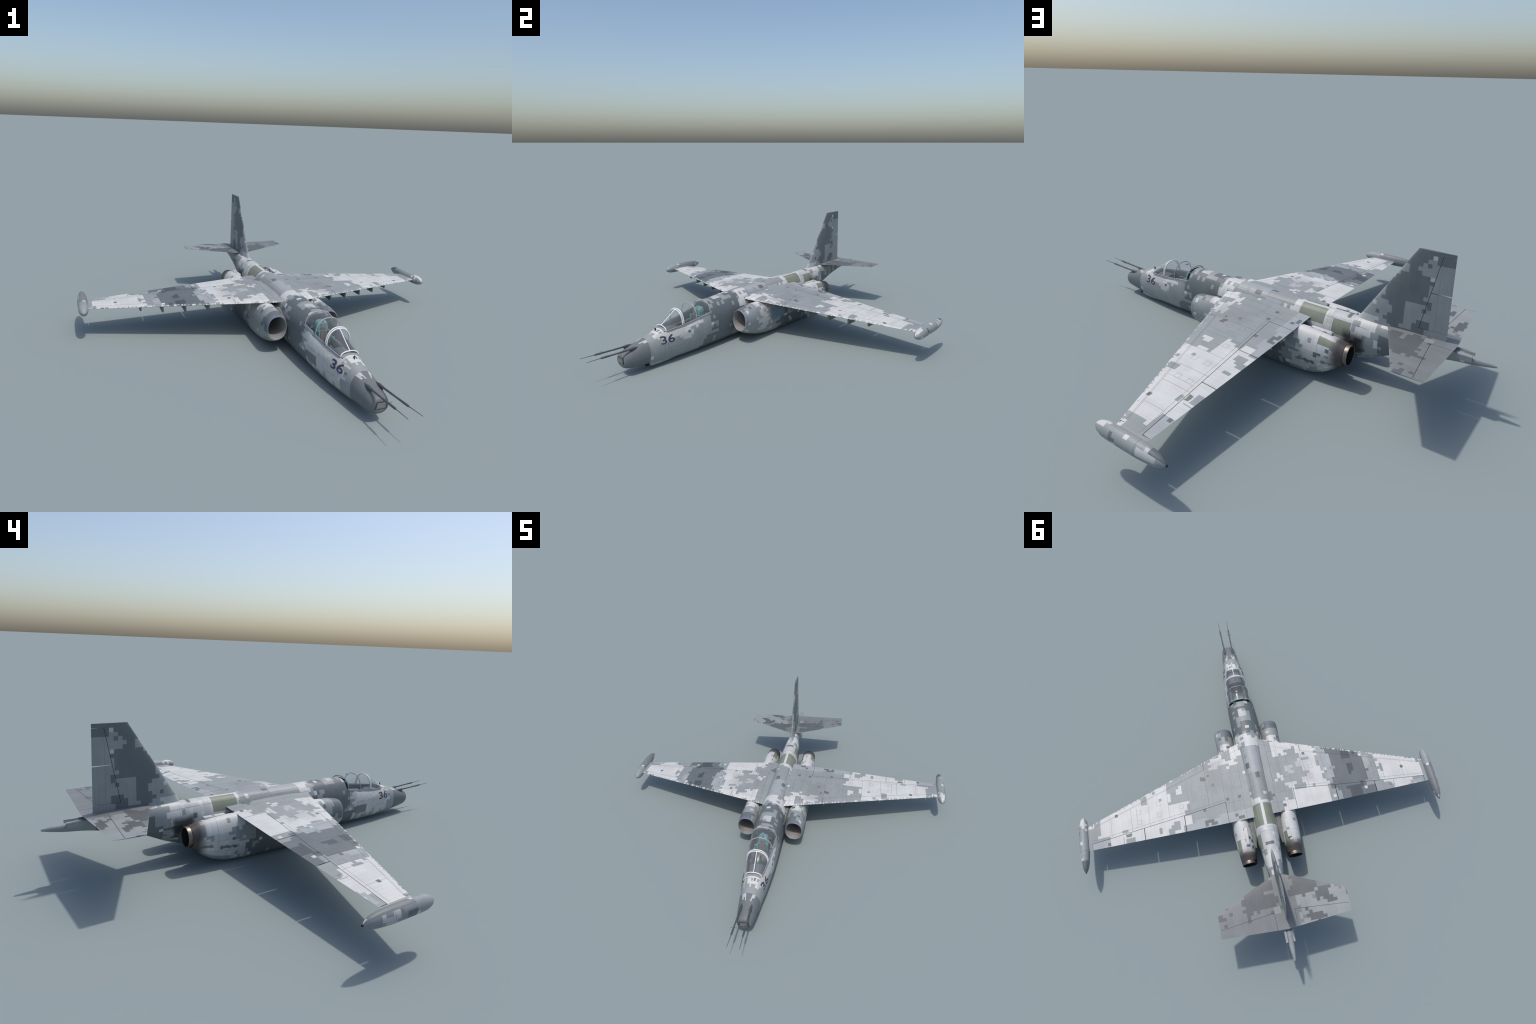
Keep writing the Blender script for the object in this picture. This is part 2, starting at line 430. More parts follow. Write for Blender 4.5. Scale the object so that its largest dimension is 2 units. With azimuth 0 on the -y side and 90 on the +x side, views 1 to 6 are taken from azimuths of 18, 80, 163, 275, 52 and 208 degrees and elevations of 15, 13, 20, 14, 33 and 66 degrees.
# --------------------------------------------------------------------- build
def build():
    global ROOT
    make_groups()
    ROOT = bpy.data.objects.new("attack_jet", None)
    bpy.context.scene.collection.objects.link(ROOT)
    ROOT.empty_display_size = 0.2
    ROOT.location = (OFFSET * math.cos(YAW), OFFSET * math.sin(YAW), 0.0)
    ROOT.rotation_euler = (0, 0, YAW - math.pi / 2)
    ROOT["label"] = "twin-engine straight-wing attack jet in grey pixel camouflage"
    ROOT["category"] = "military aircraft"

    # ---- paint schemes (x forward, second axis: across, up or round the body)
    v = lambda t, z, r=0.1, c=(0.0, 0.14): math.atan2(t - c[0], z - c[1]) * r
    ring = lambda x: ((x, -0.33), (x, 0.33), 0.0007)
    fus = camo("fuselage_paint", "round", MID, streak="z", seed=1.0, flecks=(0.012, 0.010), patches=[
        
        (WHITE, 0.88, 0.945, -0.075, 0.075, 0.03), (LIGHT, 0.72, 0.93, 0.06, 0.16, 0.03), (LIGHT, 0.62, 0.94, -0.25, -0.06, 0.04),
        (WHITE, 0.64, 0.78, 0.07, 0.125, 0.03), (WHITE, 0.64, 0.80, -0.15, -0.07, 0.03), (MID, 0.66, 0.92, 0.175, 0.34, 0.02),
        (MID, 0.57, 0.655, 0.06, 0.20, 0.012), (DARK, 0.56, 0.66, 0.21, 0.34, 0.03), (DARK, 0.56, 0.63, -0.34, -0.2, 0.03),
        (DARK, 0.40, 0.57, -0.34, 0.34, 0.04), (DARK, 0.33, 0.40, 0.07, 0.12, 0.05), (DARK, 0.34, 0.41, -0.06, 0.03, 0.05),
        (MID, 0.42, 0.50, -0.035, 0.03, 0.05), (LIGHT, 0.47, 0.54, 0.0, 0.03, 0.03),
        (WHITE, 0.24, 0.33, -0.05, 0.07, 0.04), (WHITE, -0.15, -0.10, 0.03, 0.06, 0.03), (PALE, 0.06, 0.24, -0.036, 0.036, 0.008), (PALE, -0.05, 0.05, 0.038, 0.08, 0.02), (DARK, 0.02, 0.05, -0.014, 0.004, 0.006), (DARK, 0.10, 0.125, 0.020, 0.036, 0.006), (WHITE, -0.04, 0.02, -0.075, -0.05, 0.01), (WHITE, 0.10, 0.22, -0.085, -0.055, 0.012),
        (WHITE, -0.46, -0.14, -0.12, 0.12, 0.015), (LIGHT, -0.50, -0.30, -0.20, 0.20, 0.05), (MID, -0.60, -0.475, -0.4, 0.4, 0.03),
        (MID, -0.50, -0.44, -0.05, 0.05, 0.04), (WHITE, -0.53, -0.45, -0.06, 0.06, 0.05),
        (DARK, -0.80, -0.55, 0.045, 0.4, 0.03), (DARK, -0.80, -0.54, -0.4, -0.045, 0.03),
        (DARK, -0.48, -0.42, 0.10, 0.35, 0.05), (DARK, -0.48, -0.42, -0.35, -0.12, 0.05),
        (WHITE, -0.295, -0.14, -0.07, 0.07, 0.0, 1), (GREEN, -0.285, -0.148, 0.006, 0.066, 0.0, 1), (GREEN, -0.285, -0.148, -0.066, -0.006, 0.0, 1),
        (GREEN, -0.42, -0.33, 0.034, 0.088, 0.0, 1),
        (NOSE, 1.0, 1.3, -0.4, 0.4, 0.0, 1), (LIGHT, 1.0, 1.042, 0.070, 0.095, 0.0, 1), (LIGHT, 1.0, 1.022, 0.095, 0.118, 0.0, 1),
        (LIGHT, 1.0, 1.022, -0.10, -0.055, 0.0, 1), (LIGHT, 1.022, 1.042, -0.075, -0.055, 0.0, 1), (LIGHT, 1.0, 1.035, -0.125, -0.10, 0.0, 1),
        (DEEP, 1.105, 1.135, 0.075, 0.105, 0.0, 1), (DEEP, 1.105, 1.135, -0.105, -0.075, 0.0, 1), (BROWN_GREY, 0.647, 0.735, v(-0.084, 0.06), v(-0.084, 0.119), 0.0, 1)],
        seams=[ring(x) for x in (1.0, 0.91, 0.56, 0.41, 0.344, 0.058, -0.145, -0.323, -0.453)]
        + [((0.25, 0.03), (-0.5, 0.035), 0.0008), ((0.25, -0.03), (-0.5, -0.035), 0.0008), ((0.91, 0.16), (0.40, 0.16), 0.0008),
           ((0.91, -0.16), (0.40, -0.16), 0.0008), ((0.30, 0.052), (-0.13, 0.052), 0.0009), ((0.30, -0.052), (-0.13, -0.052), 0.0009), ((0.24, -0.09), (0.24, 0.09), 0.0009), ((1.13, 0.10), (1.0, 0.10), 0.0008), ((1.13, -0.10), (1.0, -0.10), 0.0008),
           ((1.09, 0.1), (1.09, 0.2), 0.0008), ((1.09, -0.1), (1.09, -0.2), 0.0008),
           ((-0.53, 0.13), (-0.6, 0.13), 0.0008), ((-0.53, -0.13), (-0.6, -0.13), 0.0008)],
        hatches=[(0.81, 0.13, 0.06, 0.018), (0.83, -0.13, 0.05, 0.018), (0.84, 0.19, 0.05, 0.022), (0.84, -0.19, 0.05, 0.022)],
        soft=[(SOOT, -0.475, -0.405, v(0.06, 0.20), v(0.06, 0.13), 0.032, 0.85), (SOOT, -0.475, -0.405, v(-0.06, 0.13), v(-0.06, 0.20), 0.032, 0.85)])

    def wing_gaps(k):
        pts = [(x, k * t) for t, x in HINGE]
        out = [(a, b, 0.0013) for a, b in zip(pts, pts[1:])]
        for t in (0.2095, 0.4685, 0.7175, 1.035):
            out.append(((linear(t, HINGE), k * t), (-0.22, k * t), 0.0014 if t in (0.4685, 0.7175) else 0.0011))
        out.append(((SLAT[0][1], k * SLAT[0][0]), (0.22, k * SLAT[0][0]), 0.0011))
        out.append(((SLAT[1][1], k * SLAT[1][0]), (-0.02, k * SLAT[1][0]), 0.0011))
        return out
    ribs = lambda k: [((a, k * t), (b, k * t2), w) for a, b, t, t2, w in (
        (0.205, -0.08, 0.3045, 0.3115, 0.0010), (0.114, -0.078, 0.4275, 0.432, 0.0009), (0.088, -0.10, 0.556, 0.557, 0.0010), (0.040, -0.12, 0.678, 0.679, 0.0009),
        (0.016, -0.125, 0.788, 0.788, 0.0011), (0.02, -0.122, 0.754, 0.754, 0.0007), (-0.026, -0.13, 0.914, 0.914, 0.0009), (0.19, -0.21, 0.209, 0.2095, 0.0007),
        (0.28, -0.21, 0.098, 0.098, 0.0008), (0.25, -0.21, 0.160, 0.160, 0.0007))] + [
        ((-0.066, k * 0.209), (-0.134, k * 1.035), 0.0010), ((0.254, k * 0.064), (0.165, k * 0.303), 0.0009), ((0.157, k * 0.31), (-0.056, k * 1.03), 0.0010),
        ((0.10, k * 0.098), (0.10, k * 0.209), 0.0007), ((0.002, k * 0.098), (0.002, k * 0.209), 0.0007), ((-0.09, k * 0.098), (-0.09, k * 0.209), 0.0007), ((-0.149, k * 0.075), (-0.149, k * 0.209), 0.0008),
        ((-0.205, k * 0.130), (-0.15, k * 0.130), 0.0007)]
    lids = [(0.007, 0.617), (-0.044, 0.479), (-0.020, 0.742), (-0.064, 0.617), (-0.083, 0.742), (-0.022, 0.337), (0.045, 0.348)]
    wing_p = camo("left_wing_paint", "top", MID, seed=4.0, gaps=wing_gaps(1), leading_edge=True, flecks=(0.006, 0.008), ragged=0.015, patches=[
        (WHITE, 0.157, 0.232, 0.179, 0.258, 0.022), (WHITE, 0.135, 0.30, 0.060, 0.165, 0.025), (MID, 0.165, 0.215, 0.135, 0.170, 0.020), (MID, 0.21, 0.30, 0.125, 0.175, 0.012), (MID, 0.12, 0.18, 0.05, 0.10, 0.022),
        (WHITE, -0.140, 0.036, 0.452, 0.992, 0.024), (WHITE, 0.02, 0.10, 0.545, 0.70, 0.020), (WHITE, -0.01, 0.068, 0.69, 0.86, 0.010), (WHITE, -0.04, 0.03, 0.84, 0.96, 0.006), (MID, -0.012, 0.07, 0.425, 0.535, 0.020), (MID, 0.022, 0.065, 0.684, 0.724, 0.008),
        (WHITE, 0.036, 0.085, 0.466, 0.487, 0.010), (WHITE, 0.10, 0.125, 0.555, 0.60, 0.010),
        (PALE, -0.23, -0.155, 0.05, 0.46, 0.004), (DARK, -0.200, -0.160, 0.285, 0.350, 0.020), (DARK, -0.195, -0.175, 0.12, 0.155, 0.015), (WHITE, -0.17, -0.11, 0.425, 0.465, 0.020),
        (WHITE, -0.225, -0.125, 0.472, 0.93, 0.004), (MID, -0.200, -0.140, 0.500, 0.565, 0.018), (MID, -0.186, -0.150, 0.600, 0.625, 0.006), (MID, -0.21, -0.165, 0.774, 0.832, 0.014),
        (MID, -0.22, -0.02, 0.990, 1.1, 0.008), (PALE, -0.22, -0.150, 0.925, 1.04, 0.010), (WHITE, -0.05, -0.03, 1.02, 1.05, 0.004)],
        seams=ribs(1) + [((-0.152, 0.845), (-0.192, 0.847), 0.0022)], hatches=[(a, b, 0.013, 0.0125) for a, b in lids] + [(0.09, 0.124, 0.10, 0.027)],
        soft=[((0.215, 0.225, 0.23), 0.04, 0.17, 0.21, 0.29, 0.06, 0.45), ((0.13, 0.10, 0.095), 0.088, 0.112, 0.312, 0.340, 0.007, 0.85), ((0.13, 0.10, 0.095), 0.108, 0.119, 0.284, 0.294, 0.004, 0.8),
              ((0.085, 0.115, 0.075), -0.160, -0.140, 0.798, 0.826, 0.007, 0.85)])
    wing_s = camo("right_wing_paint", "top", MID, seed=7.0, gaps=wing_gaps(-1), leading_edge=True, flecks=(0.006, 0.008), ragged=0.015, patches=[
        (WHITE, 0.150, 0.270, -0.205, -0.121, 0.022), (WHITE, 0.20, 0.25, -0.30, -0.215, 0.020), (WHITE, 0.099, 0.215, -0.395, -0.285, 0.018), (WHITE, -0.085, 0.090, -0.390, -0.290, 0.028), (WHITE, -0.09, 0.03, -0.425, -0.375, 0.015),
        (FADED, 0.060, 0.095, -0.290, -0.245, 0.012), (FADED, 0.005, 0.065, -0.232, -0.185, 0.018), (WHITE, -0.020, 0.022, -0.165, -0.108, 0.018), (WHITE, -0.085, -0.045, -0.230, -0.175, 0.012), (MID, -0.012, 0.03, -0.33, -0.27, 0.02),
        (WHITE, -0.225, -0.090, -0.420, -0.205, 0.012), (WHITE, -0.225, -0.150, -0.210, -0.125, 0.012), (DARK, -0.115, -0.085, -0.098, -0.055, 0.012), (WHITE, -0.15, -0.115, -0.175, -0.14, 0.015),
        (PALE, 0.0, 0.20, -0.455, -0.408, 0.018), (MID, -0.225, -0.085, -0.480, -0.425, 0.015), (DARK, -0.130, 0.165, -0.690, -0.470, 0.022), (PALE, -0.05, 0.10, -0.480, -0.440, 0.014),
        (DEEP, 0.068, 0.108, -0.606, -0.560, 0.018), (DEEP, -0.045, 0.015, -0.600, -0.570, 0.015), (DEEP, 0.065, 0.095, -0.655, -0.640, 0.008), (DEEP, -0.005, 0.01, -0.505, -0.480, 0.010),
        (DARK, -0.235, -0.108, -0.715, -0.474, 0.004), (MID, -0.205, -0.150, -0.500, -0.470, 0.012), (DEEP, -0.215, -0.135, -0.632, -0.558, 0.020), (MID, -0.15, -0.11, -0.720, -0.66, 0.010),
        (MID, -0.130, 0.070, -0.790, -0.690, 0.014), (PALE, -0.02, 0.06, -0.73, -0.68, 0.012), (WHITE, -0.150, 0.045, -1.030, -0.765, 0.010), (MID, -0.065, -0.03, -0.79, -0.755, 0.006),
        (MID, -0.235, -0.150, -0.86, -0.72, 0.008), (WHITE, -0.20, -0.14, -0.95, -0.83, 0.014), (PALE, -0.235, -0.165, -1.1, -0.94, 0.010), (MID, -0.22, -0.02, -1.1, -1.03, 0.008)],
        seams=ribs(-1) + [((-0.145, -0.838), (-0.185, -0.838), 0.0020)], hatches=[(a, -b, 0.013, 0.0125) for a, b in lids] + [(0.09, -0.124, 0.10, 0.027)],
        soft=[((0.33, 0.335, 0.335), -0.02, 0.10, -0.32, -0.20, 0.06, 0.35), ((0.16, 0.165, 0.165), -0.172, -0.158, -0.822, -0.806, 0.005, 0.7)])
    fin_m = camo("fin_paint", "side", MID, streak="z", seed=11.0, gaps=[((-0.717, 0.317), (-0.779, 0.648), 0.0013), ((-0.749, 0.4865), (-0.84, 0.4865), 0.0012)], ragged=0.03, flecks=(0.01, 0.012), fleck_tones=(LIGHT, DARK), patches=[
        (DARK, -0.86, -0.66, 0.61, 0.70, 0.02), (DARK, -0.71, -0.63, 0.48, 0.64, 0.03), (DARK, -0.73, -0.56, 0.43, 0.53, 0.035),
        (DARK, -0.66, -0.58, 0.26, 0.47, 0.03), (DARK, -0.74, -0.64, 0.26, 0.335, 0.03), (DARK, -0.77, -0.72, 0.31, 0.35, 0.02),
        (LIGHT, -0.52, -0.40, 0.25, 0.32, 0.03)],
        seams=[((-0.78, 0.3), (-0.78, 0.66), 0.0007), ((-0.76, 0.317), (-0.70, 0.317), 0.0008)])
    stab_m = camo("stabilizer_paint", "top", SLATE, seed=15.0, gaps=[((-0.789, k * 0.056), (-0.8205, k * 0.351), 0.0012) for k in (1, -1)] + [((-0.789, k * 0.056), (-0.89, k * 0.056), 0.0009) for k in (1, -1)], flecks=(0.0, 0.012), fleck_tones=(WHITE, SHADE), patches=[
        (SHADE, -0.77, -0.58, 0.04, 0.22, 0.035), (SHADE, -0.76, -0.72, 0.28, 0.34, 0.03), (MID, -0.80, -0.76, 0.02, 0.05, 0.01),
        (MID, -0.90, -0.72, -0.37, -0.07, 0.04), (SHADE, -0.72, -0.60, -0.21, -0.05, 0.03), (SHADE, -0.76, -0.71, -0.26, -0.21, 0.04), (SHADE, -0.86, -0.82, -0.21, -0.09, 0.04),
        (SLATE, -0.9, -0.74, -0.075, -0.01, 0.03)])
    def nacelle_paint(nm, side, seed):
        vv = lambda t, z: v(t, z, 0.085, (side * 0.143, 0.12))
        return camo(nm, "round", MID, streak="z", seed=seed, centre=(side * 0.143, 0.12), radius=0.085, flecks=(0.028, 0.030), patches=[
            (LIGHT, 0.20, 0.30, 0.04, 0.20, 0.05), (DARK, 0.36, 0.5, -0.10, 0.02, 0.03), (WHITE, 0.25, 0.31, -0.03, 0.04, 0.02), (DARK, -0.15, 0.10, 0.08, 0.27, 0.05),
            (DARK, -0.15, 0.10, -0.27, -0.08, 0.05), (WHITE, -0.40, -0.20, -0.09, 0.11, 0.03), (LIGHT, -0.46, -0.20, 0.09, 0.22, 0.03), (LIGHT, -0.46, -0.20, -0.22, -0.09, 0.03),
            (MID, -0.24, -0.18, 0.06, 0.12, 0.05), (MID, -0.24, -0.18, -0.14, -0.06, 0.05),
            (GREEN, -0.41, -0.328, vv(0.165 if side > 0 else -0.123, 0.222), vv(0.19 if side > 0 else -0.095, 0.195), 0.0, 1)]
            + ([(STEEL_BLUE, 0.067, 0.195, vv(0.2, 0.172), vv(0.2, 0.10), 0.0, 1)] if side > 0 else []),
            seams=[((-0.33, -0.27), (-0.33, 0.27), 0.0008), ((0.26, -0.27), (0.26, 0.27), 0.0008), ((0.4, vv(side * 0.2, 0.13)), (-0.42, vv(side * 0.2, 0.13)), 0.0008),
                   ((0.3, vv(side * 0.2, 0.07)), (-0.36, vv(side * 0.2, 0.07)), 0.0008), ((0.0, -0.27), (0.0, 0.27), 0.0007)],
            soft=[((0.05, 0.042, 0.04), -0.50, -0.425, -0.4, 0.4, 0.055, 0.96), ((0.15, 0.17, 0.24), 0.418, 0.5, -0.12, 0.12, 0.015, 0.6),
                  ((0.07, 0.055, 0.05), -0.31, -0.24, *sorted((vv(side * 0.2, 0.095), vv(side * 0.2, 0.088))), 0.012, 0.8),
                  ((0.12, 0.06, 0.05), -0.42, -0.36, *sorted((vv(side * 0.2, 0.112), vv(side * 0.2, 0.102))), 0.012, 0.7)])
    def pod_paint(nm, side, seed):
        tone = MID if side > 0 else (0.25, 0.265, 0.285)
        extra = ([(WHITE, -0.035, 0.05, -0.03, 0.012, 0.01), (DARK, -0.10, -0.055, 0.02, 0.06, 0.01), (LIGHT, -0.28, -0.19, 0.01, 0.05, 0.01), (DARK, -0.33, -0.25, -0.03, 0.01, 0.006), (WHITE, -0.15, -0.13, 0.0, 0.016, 0.0)]
                 if side > 0 else [(DARK, -0.13, -0.085, -0.07, -0.03, 0.008), (MID, -0.085, 0.05, -0.1, 0.1, 0.006), (SLATE, -0.33, -0.085, -0.02, 0.03, 0.008), (LIGHT, -0.24, -0.17, -0.06, -0.025, 0.008)])
        return camo(nm, "round", tone, streak="z", seed=seed, centre=(side * 1.085, 0.171), radius=0.029, cell=0.0165, flecks=(0.015, 0.0), patches=extra,
                    seams=[((-0.19, -0.1), (-0.19, 0.1), 0.0008), ((-0.316, 0.054 * side), (-0.19, 0.054 * side), 0.0009)], seam_strength=0.8)

    m_glass = glass("canopy_glass")
    m_frame = plain("frame_paint", (0.70, 0.71, 0.70), 0.4, mottled=0.06)
    m_hoop = plain("hoop_paint", (0.34, 0.35, 0.36), 0.4, mottled=0.06)
    m_rail = plain("rail_paint", (0.24, 0.26, 0.28), 0.4, mottled=0.06)
    m_tub = plain("cockpit_grey", (0.12, 0.125, 0.132), 0.7, mottled=0.3, scale=150)
    m_teal = plain("cockpit_teal", (0.125, 0.315, 0.305), 0.55)
    m_cushion = plain("cushion_brown", (0.20, 0.175, 0.15), 0.85)
    m_duct = plain("duct_grey", (0.27, 0.265, 0.262), 0.5, mottled=0.05)  # grey darkened for the shadow inside the deep intake
    m_black = plain("blackened", (0.012, 0.012, 0.013), 0.7)
    m_metal = plain("burnt_metal", (0.20, 0.172, 0.148), 0.45, metallic=1.0, mottled=0.15)
    m_probe = plain("probe_grey", (0.075, 0.08, 0.09), 0.45)
    m_pylon = plain("pylon_grey", (0.17, 0.185, 0.18), 0.55)  # the wing's shade on the pylons is baked into this dark tone
    m_blue = plain("number_blue", (0.028, 0.045, 0.17), 0.5)
    m_yellow = plain("number_yellow", (0.60, 0.50, 0.16), 0.5)
    m_window = plain("window_mesh", (0.36, 0.37, 0.38), 0.35, mottled=0.6, scale=420)
    m_windowframe = plain("window_frame", (0.10, 0.105, 0.115), 0.4)
    m_box = camo("dispenser_paint", "top", WHITE, seed=21.0, flecks=(0.0, 0.25), fleck_tones=(WHITE, MID), cell=0.0165)

    # ---- fuselage with cockpit well
    stations = frange(-1.046, 1.02, 120) + frange(1.03, 1.134, 14) + [1.138, 1.1415, 1.1432, 1.1445, 1.1451, 1.1455]
    bm = bmesh.new()
    rings = []
    for s in stations:
        w, zt, zb = pchip(s, FUSELAGE)
        rings.append(oval(s, 0.0, w, zt, zb, BODY_POWER, 96))
    loft(bm, rings)
    fuselage = add_object("fuselage", bm, fus)
    bm = bmesh.new()
    xs = frange(0.574, 0.884, 24)
    outline = [(s, linear(s, SILL) - 0.0012) for s in xs]
    plan = outline + [(s, -t) for s, t in reversed(outline)]
    loft(bm, [[(a, b, 0.085) for a, b in plan], [(a, b, 0.34) for a, b in plan]])
    cutter = add_object("cutter", bm, m_tub)
    mod = fuselage.modifiers.new("well", "BOOLEAN")
    mod.operation, mod.object, mod.solver = "DIFFERENCE", cutter, "EXACT"
    bpy.context.view_layer.update()
    me = bpy.data.meshes.new_from_object(fuselage.evaluated_get(bpy.context.evaluated_depsgraph_get()))
    fuselage.modifiers.clear()
    fuselage.data = me
    me.materials.clear()
    me.materials.append(fus)
    me.polygons.foreach_set("material_index", [0] * len(me.polygons))
    me.polygons.foreach_set("use_smooth", [True] * len(me.polygons))
    me.set_sharp_from_angle(angle=math.radians(32))
    bpy.data.objects.remove(cutter)

    # ---- cockpit: tub, panel, consoles, seat
    bm = bmesh.new()
    outline = [(s, linear(s, SILL) - 0.0025) for s in frange(0.5755, 0.8825, 24)]
    plan = outline + [(s, -t) for s, t in reversed(outline)]
    def lip(a, b, drop):
        return linear(a, SILL_Z) - drop
    loft(bm, [[(a, b * 0.75, 0.087) for a, b in plan], [(a, b * 0.97, 0.10) for a, b in plan], [(a, b, lip(a, b, 0.004)) for a, b in plan],
              [(a, b * 0.955, lip(a, b, 0.004)) for a, b in plan], [(a, b * 0.90, 0.104) for a, b in plan]], cap_end=False)
    bm2 = bmesh.new()
    rows = loft(bm, [[(a * 0.995 + 0.0035, b * 0.90, 0.104) for a, b in plan], [(a * 0.995 + 0.0035, b * 0.2, 0.1035) for a, b in plan]], cap_start=False, cap_end=True)
    bm2.free()
    add_object("cockpit_tub", bm, m_tub)
    bm = bmesh.new()
    rings = []
    for s in frange(0.788, 0.878, 8):
        ts = linear(s, SILL) - 0.006
        top = linear(s, SILL_Z) - 0.012 + 0.010 * math.sin((s - 0.788) / 0.09 * math.pi * 0.6)
        rings.append([(s, ts * math.cos(math.pi * k / 12), 0.13 + (top - 0.13) * math.sin(math.pi * k / 12) ** 0.5) for k in range(13)])
    loft(bm, rings)
    add_object("instrument_panel", bm, m_tub)
    for sy in (1, -1):
        bm = bmesh.new()
        box(bm, (0.60, min(sy * 0.038, sy * 0.058), 0.10), (0.76, max(sy * 0.038, sy * 0.058), 0.168), 0.003)
        add_object("side_console", bm, m_tub)
        bm = bmesh.new()
        for x0 in (0.612, 0.645):
            box(bm, (x0, min(sy * 0.042, sy * 0.055), 0.167), (x0 + 0.018 + 0.01 * (x0 > 0.65), max(sy * 0.042, sy * 0.055), 0.172), 0.001)
        add_object("console_switches", bm, m_teal)
    bm = bmesh.new()
    rings = []
    for s, w, z0, z1 in ((0.594, 0.026, 0.11, 0.244), (0.598, 0.030, 0.11, 0.248), (0.618, 0.030, 0.11, 0.247), (0.632, 0.028, 0.11, 0.240), (0.634, 0.022, 0.12, 0.232)):
        rings.append(oval(s, 0, w, z1, z0, 5, 32))
    loft(bm, rings)
    box(bm, (0.632, -0.030, 0.105), (0.70, 0.030, 0.135), 0.004)
    for sy in (1, -1):
        box(bm, (0.612, sy * 0.029 - 0.004, 0.12), (0.655, sy * 0.029 + 0.004, 0.205), 0.002)
    seat = add_object("ejection_seat", bm, m_teal)
    bm = bmesh.new()
    box(bm, (0.630, -0.0145, 0.212), (0.640, 0.0145, 0.240), 0.004)
    add_object("headrest_cushion", bm, m_cushion, seat)
    bm = bmesh.new()
    box(bm, (0.630, -0.022, 0.13), (0.642, 0.022, 0.203), 0.004)
    box(bm, (0.64, -0.024, 0.132), (0.698, 0.024, 0.142), 0.004)
    for sy in (1, -1):
        box(bm, (0.640, sy * 0.011 - 0.004, 0.135), (0.646, sy * 0.011 + 0.004, 0.204), 0.002)
    add_object("seat_cushion", bm, m_cushion, seat)
    bm = bmesh.new()                                   # bulkhead behind the seat
    loft(bm, [[(x, y * k, 0.10 + (z - 0.10) * (1 if k == 1 else 0.999)) for x, y, z in
               [(xx, yy, zz) for xx, yy, zz in canopy_ring(0.59, 24, -0.010)]] for x, k in ((0.5765, 1), (0.584, 1))])
    add_object("cockpit_bulkhead", bm, m_tub)
    bm = bmesh.new()
    box(bm, (0.584, -0.045, 0.20), (0.588, -0.018, 0.262), 0.001)
    box(bm, (0.584, 0.018, 0.20), (0.588, 0.045, 0.262), 0.001)
    add_object("bulkhead_panel", bm, m_teal)
    bm = bmesh.new()
    tube(bm, [(0.70, 0, 0.11), (0.705, 0, 0.15), (0.70, 0, 0.165)], [0.003, 0.003, 0.005], 8)
    add_object("control_stick", bm, m_black)

    # ---- canopy
    bm = bmesh.new()
    ss = frange(0.586, 0.885, 40)
    loft(bm, [canopy_ring(s, 32) for s in ss], closed=False, cap_start=False, cap_end=False)
    add_object("canopy", bm, m_glass)
    def arch(name, s, r, mat, depth=1.0, lean=0.0):
        b = bmesh.new()
        tube(b, canopy_ring(s, 28, 0.0008, lean), r, 10, depth)
        return add_object(name, b, mat)
    for ds in (0.0045, -0.0045):
        arch("canopy_frame", 0.778 + ds, 0.0032, m_frame)
    arch("canopy_frame", 0.685, 0.0026, m_hoop)
    arch("canopy_frame", 0.586, 0.0028, m_hoop)
    arch("canopy_frame", 0.884, 0.0030, m_frame)
    bm = bmesh.new()
    tube(bm, [(s, 0, pchip(s, CANOPY_TOP)[0] + 0.0012) for s in frange(0.782, 0.884, 12)], 0.0026, 10)
    add_object("windscreen_bar", bm, m_frame)
    for sy in (1, -1):
        bm = bmesh.new()
        tube(bm, [(s, sy * (linear(s, SILL) + 0.001), linear(s, SILL_Z) + 0.0008) for s in frange(0.578, 0.886, 24)], 0.0034, 10)
        tube(bm, [(s, sy * (linear(s, SILL) + 0.0042), linear(s, SILL_Z) - 0.0052) for s in frange(0.578, 0.88, 24)], 0.0024, 8)
        add_object("canopy_rail", bm, m_rail)
    bm = bmesh.new()                                   # dark strip ahead of the windscreen
    rings = []
    for s, g in ((0.884, 0.0008), (0.897, 0.0)):
        rings.append([(s, y, z) for y, z in [(0.045 * math.sin(a), pchip(s, FUSELAGE)[1] - 0.0005 + 0.0022 - 0.0 - (0.045 * math.sin(a)) ** 2 * 6.0)
                                                for a in frange(-1.25, 1.25, 17)]])
    loft(bm, rings + [[(x, y, z - 0.004) for x, y, z in rings[1]], [(x, y, z - 0.004) for x, y, z in rings[0]]], closed=False, cap_start=False, cap_end=False)
    add_object("windscreen_base", bm, m_rail)
    bm = bmesh.new()
    box(bm, (0.637, 0.0, 0.2835), (0.651, 0.013, 0.2905), 0.002)
    add_object("canopy_mirror", bm, m_rail)

    # ---- nose: window, probes, antenna, gun
    def nose_point(u, w, out):
        """Front face of the nose: u across (-1..1), w up (-1..1)."""
        zz = 0.0895 + 0.0170 * w
        half = 0.0285 * (1 - 0.14 * w)
        s = 1.1455
        y = u * half
        for _ in range(80):
            ww, zt, zb = pchip(s, FUSELAGE)
            q = (abs(y) / ww) ** BODY_POWER + (abs(zz - (zt + zb) / 2) / ((zt - zb) / 2)) ** BODY_POWER
            if q <= 1.0:
                break
            s -= 0.0006
        return (s + out, y, zz)
    for nm, k, out, mat in (("window_frame", 1.0, 0.0012, m_windowframe), ("nose_window", 0.78, 0.0022, m_window)):
        bm = bmesh.new()
        rows = [[nose_point(u * k, w * k, out) for u in frange(-1, 1, 13)] for w in frange(-1, 1, 9)]
        loft(bm, rows, False, False, False)
        bmesh.ops.solidify(bm, geom=bm.faces[:], thickness=0.0015)
        add_object(nm, bm, mat)
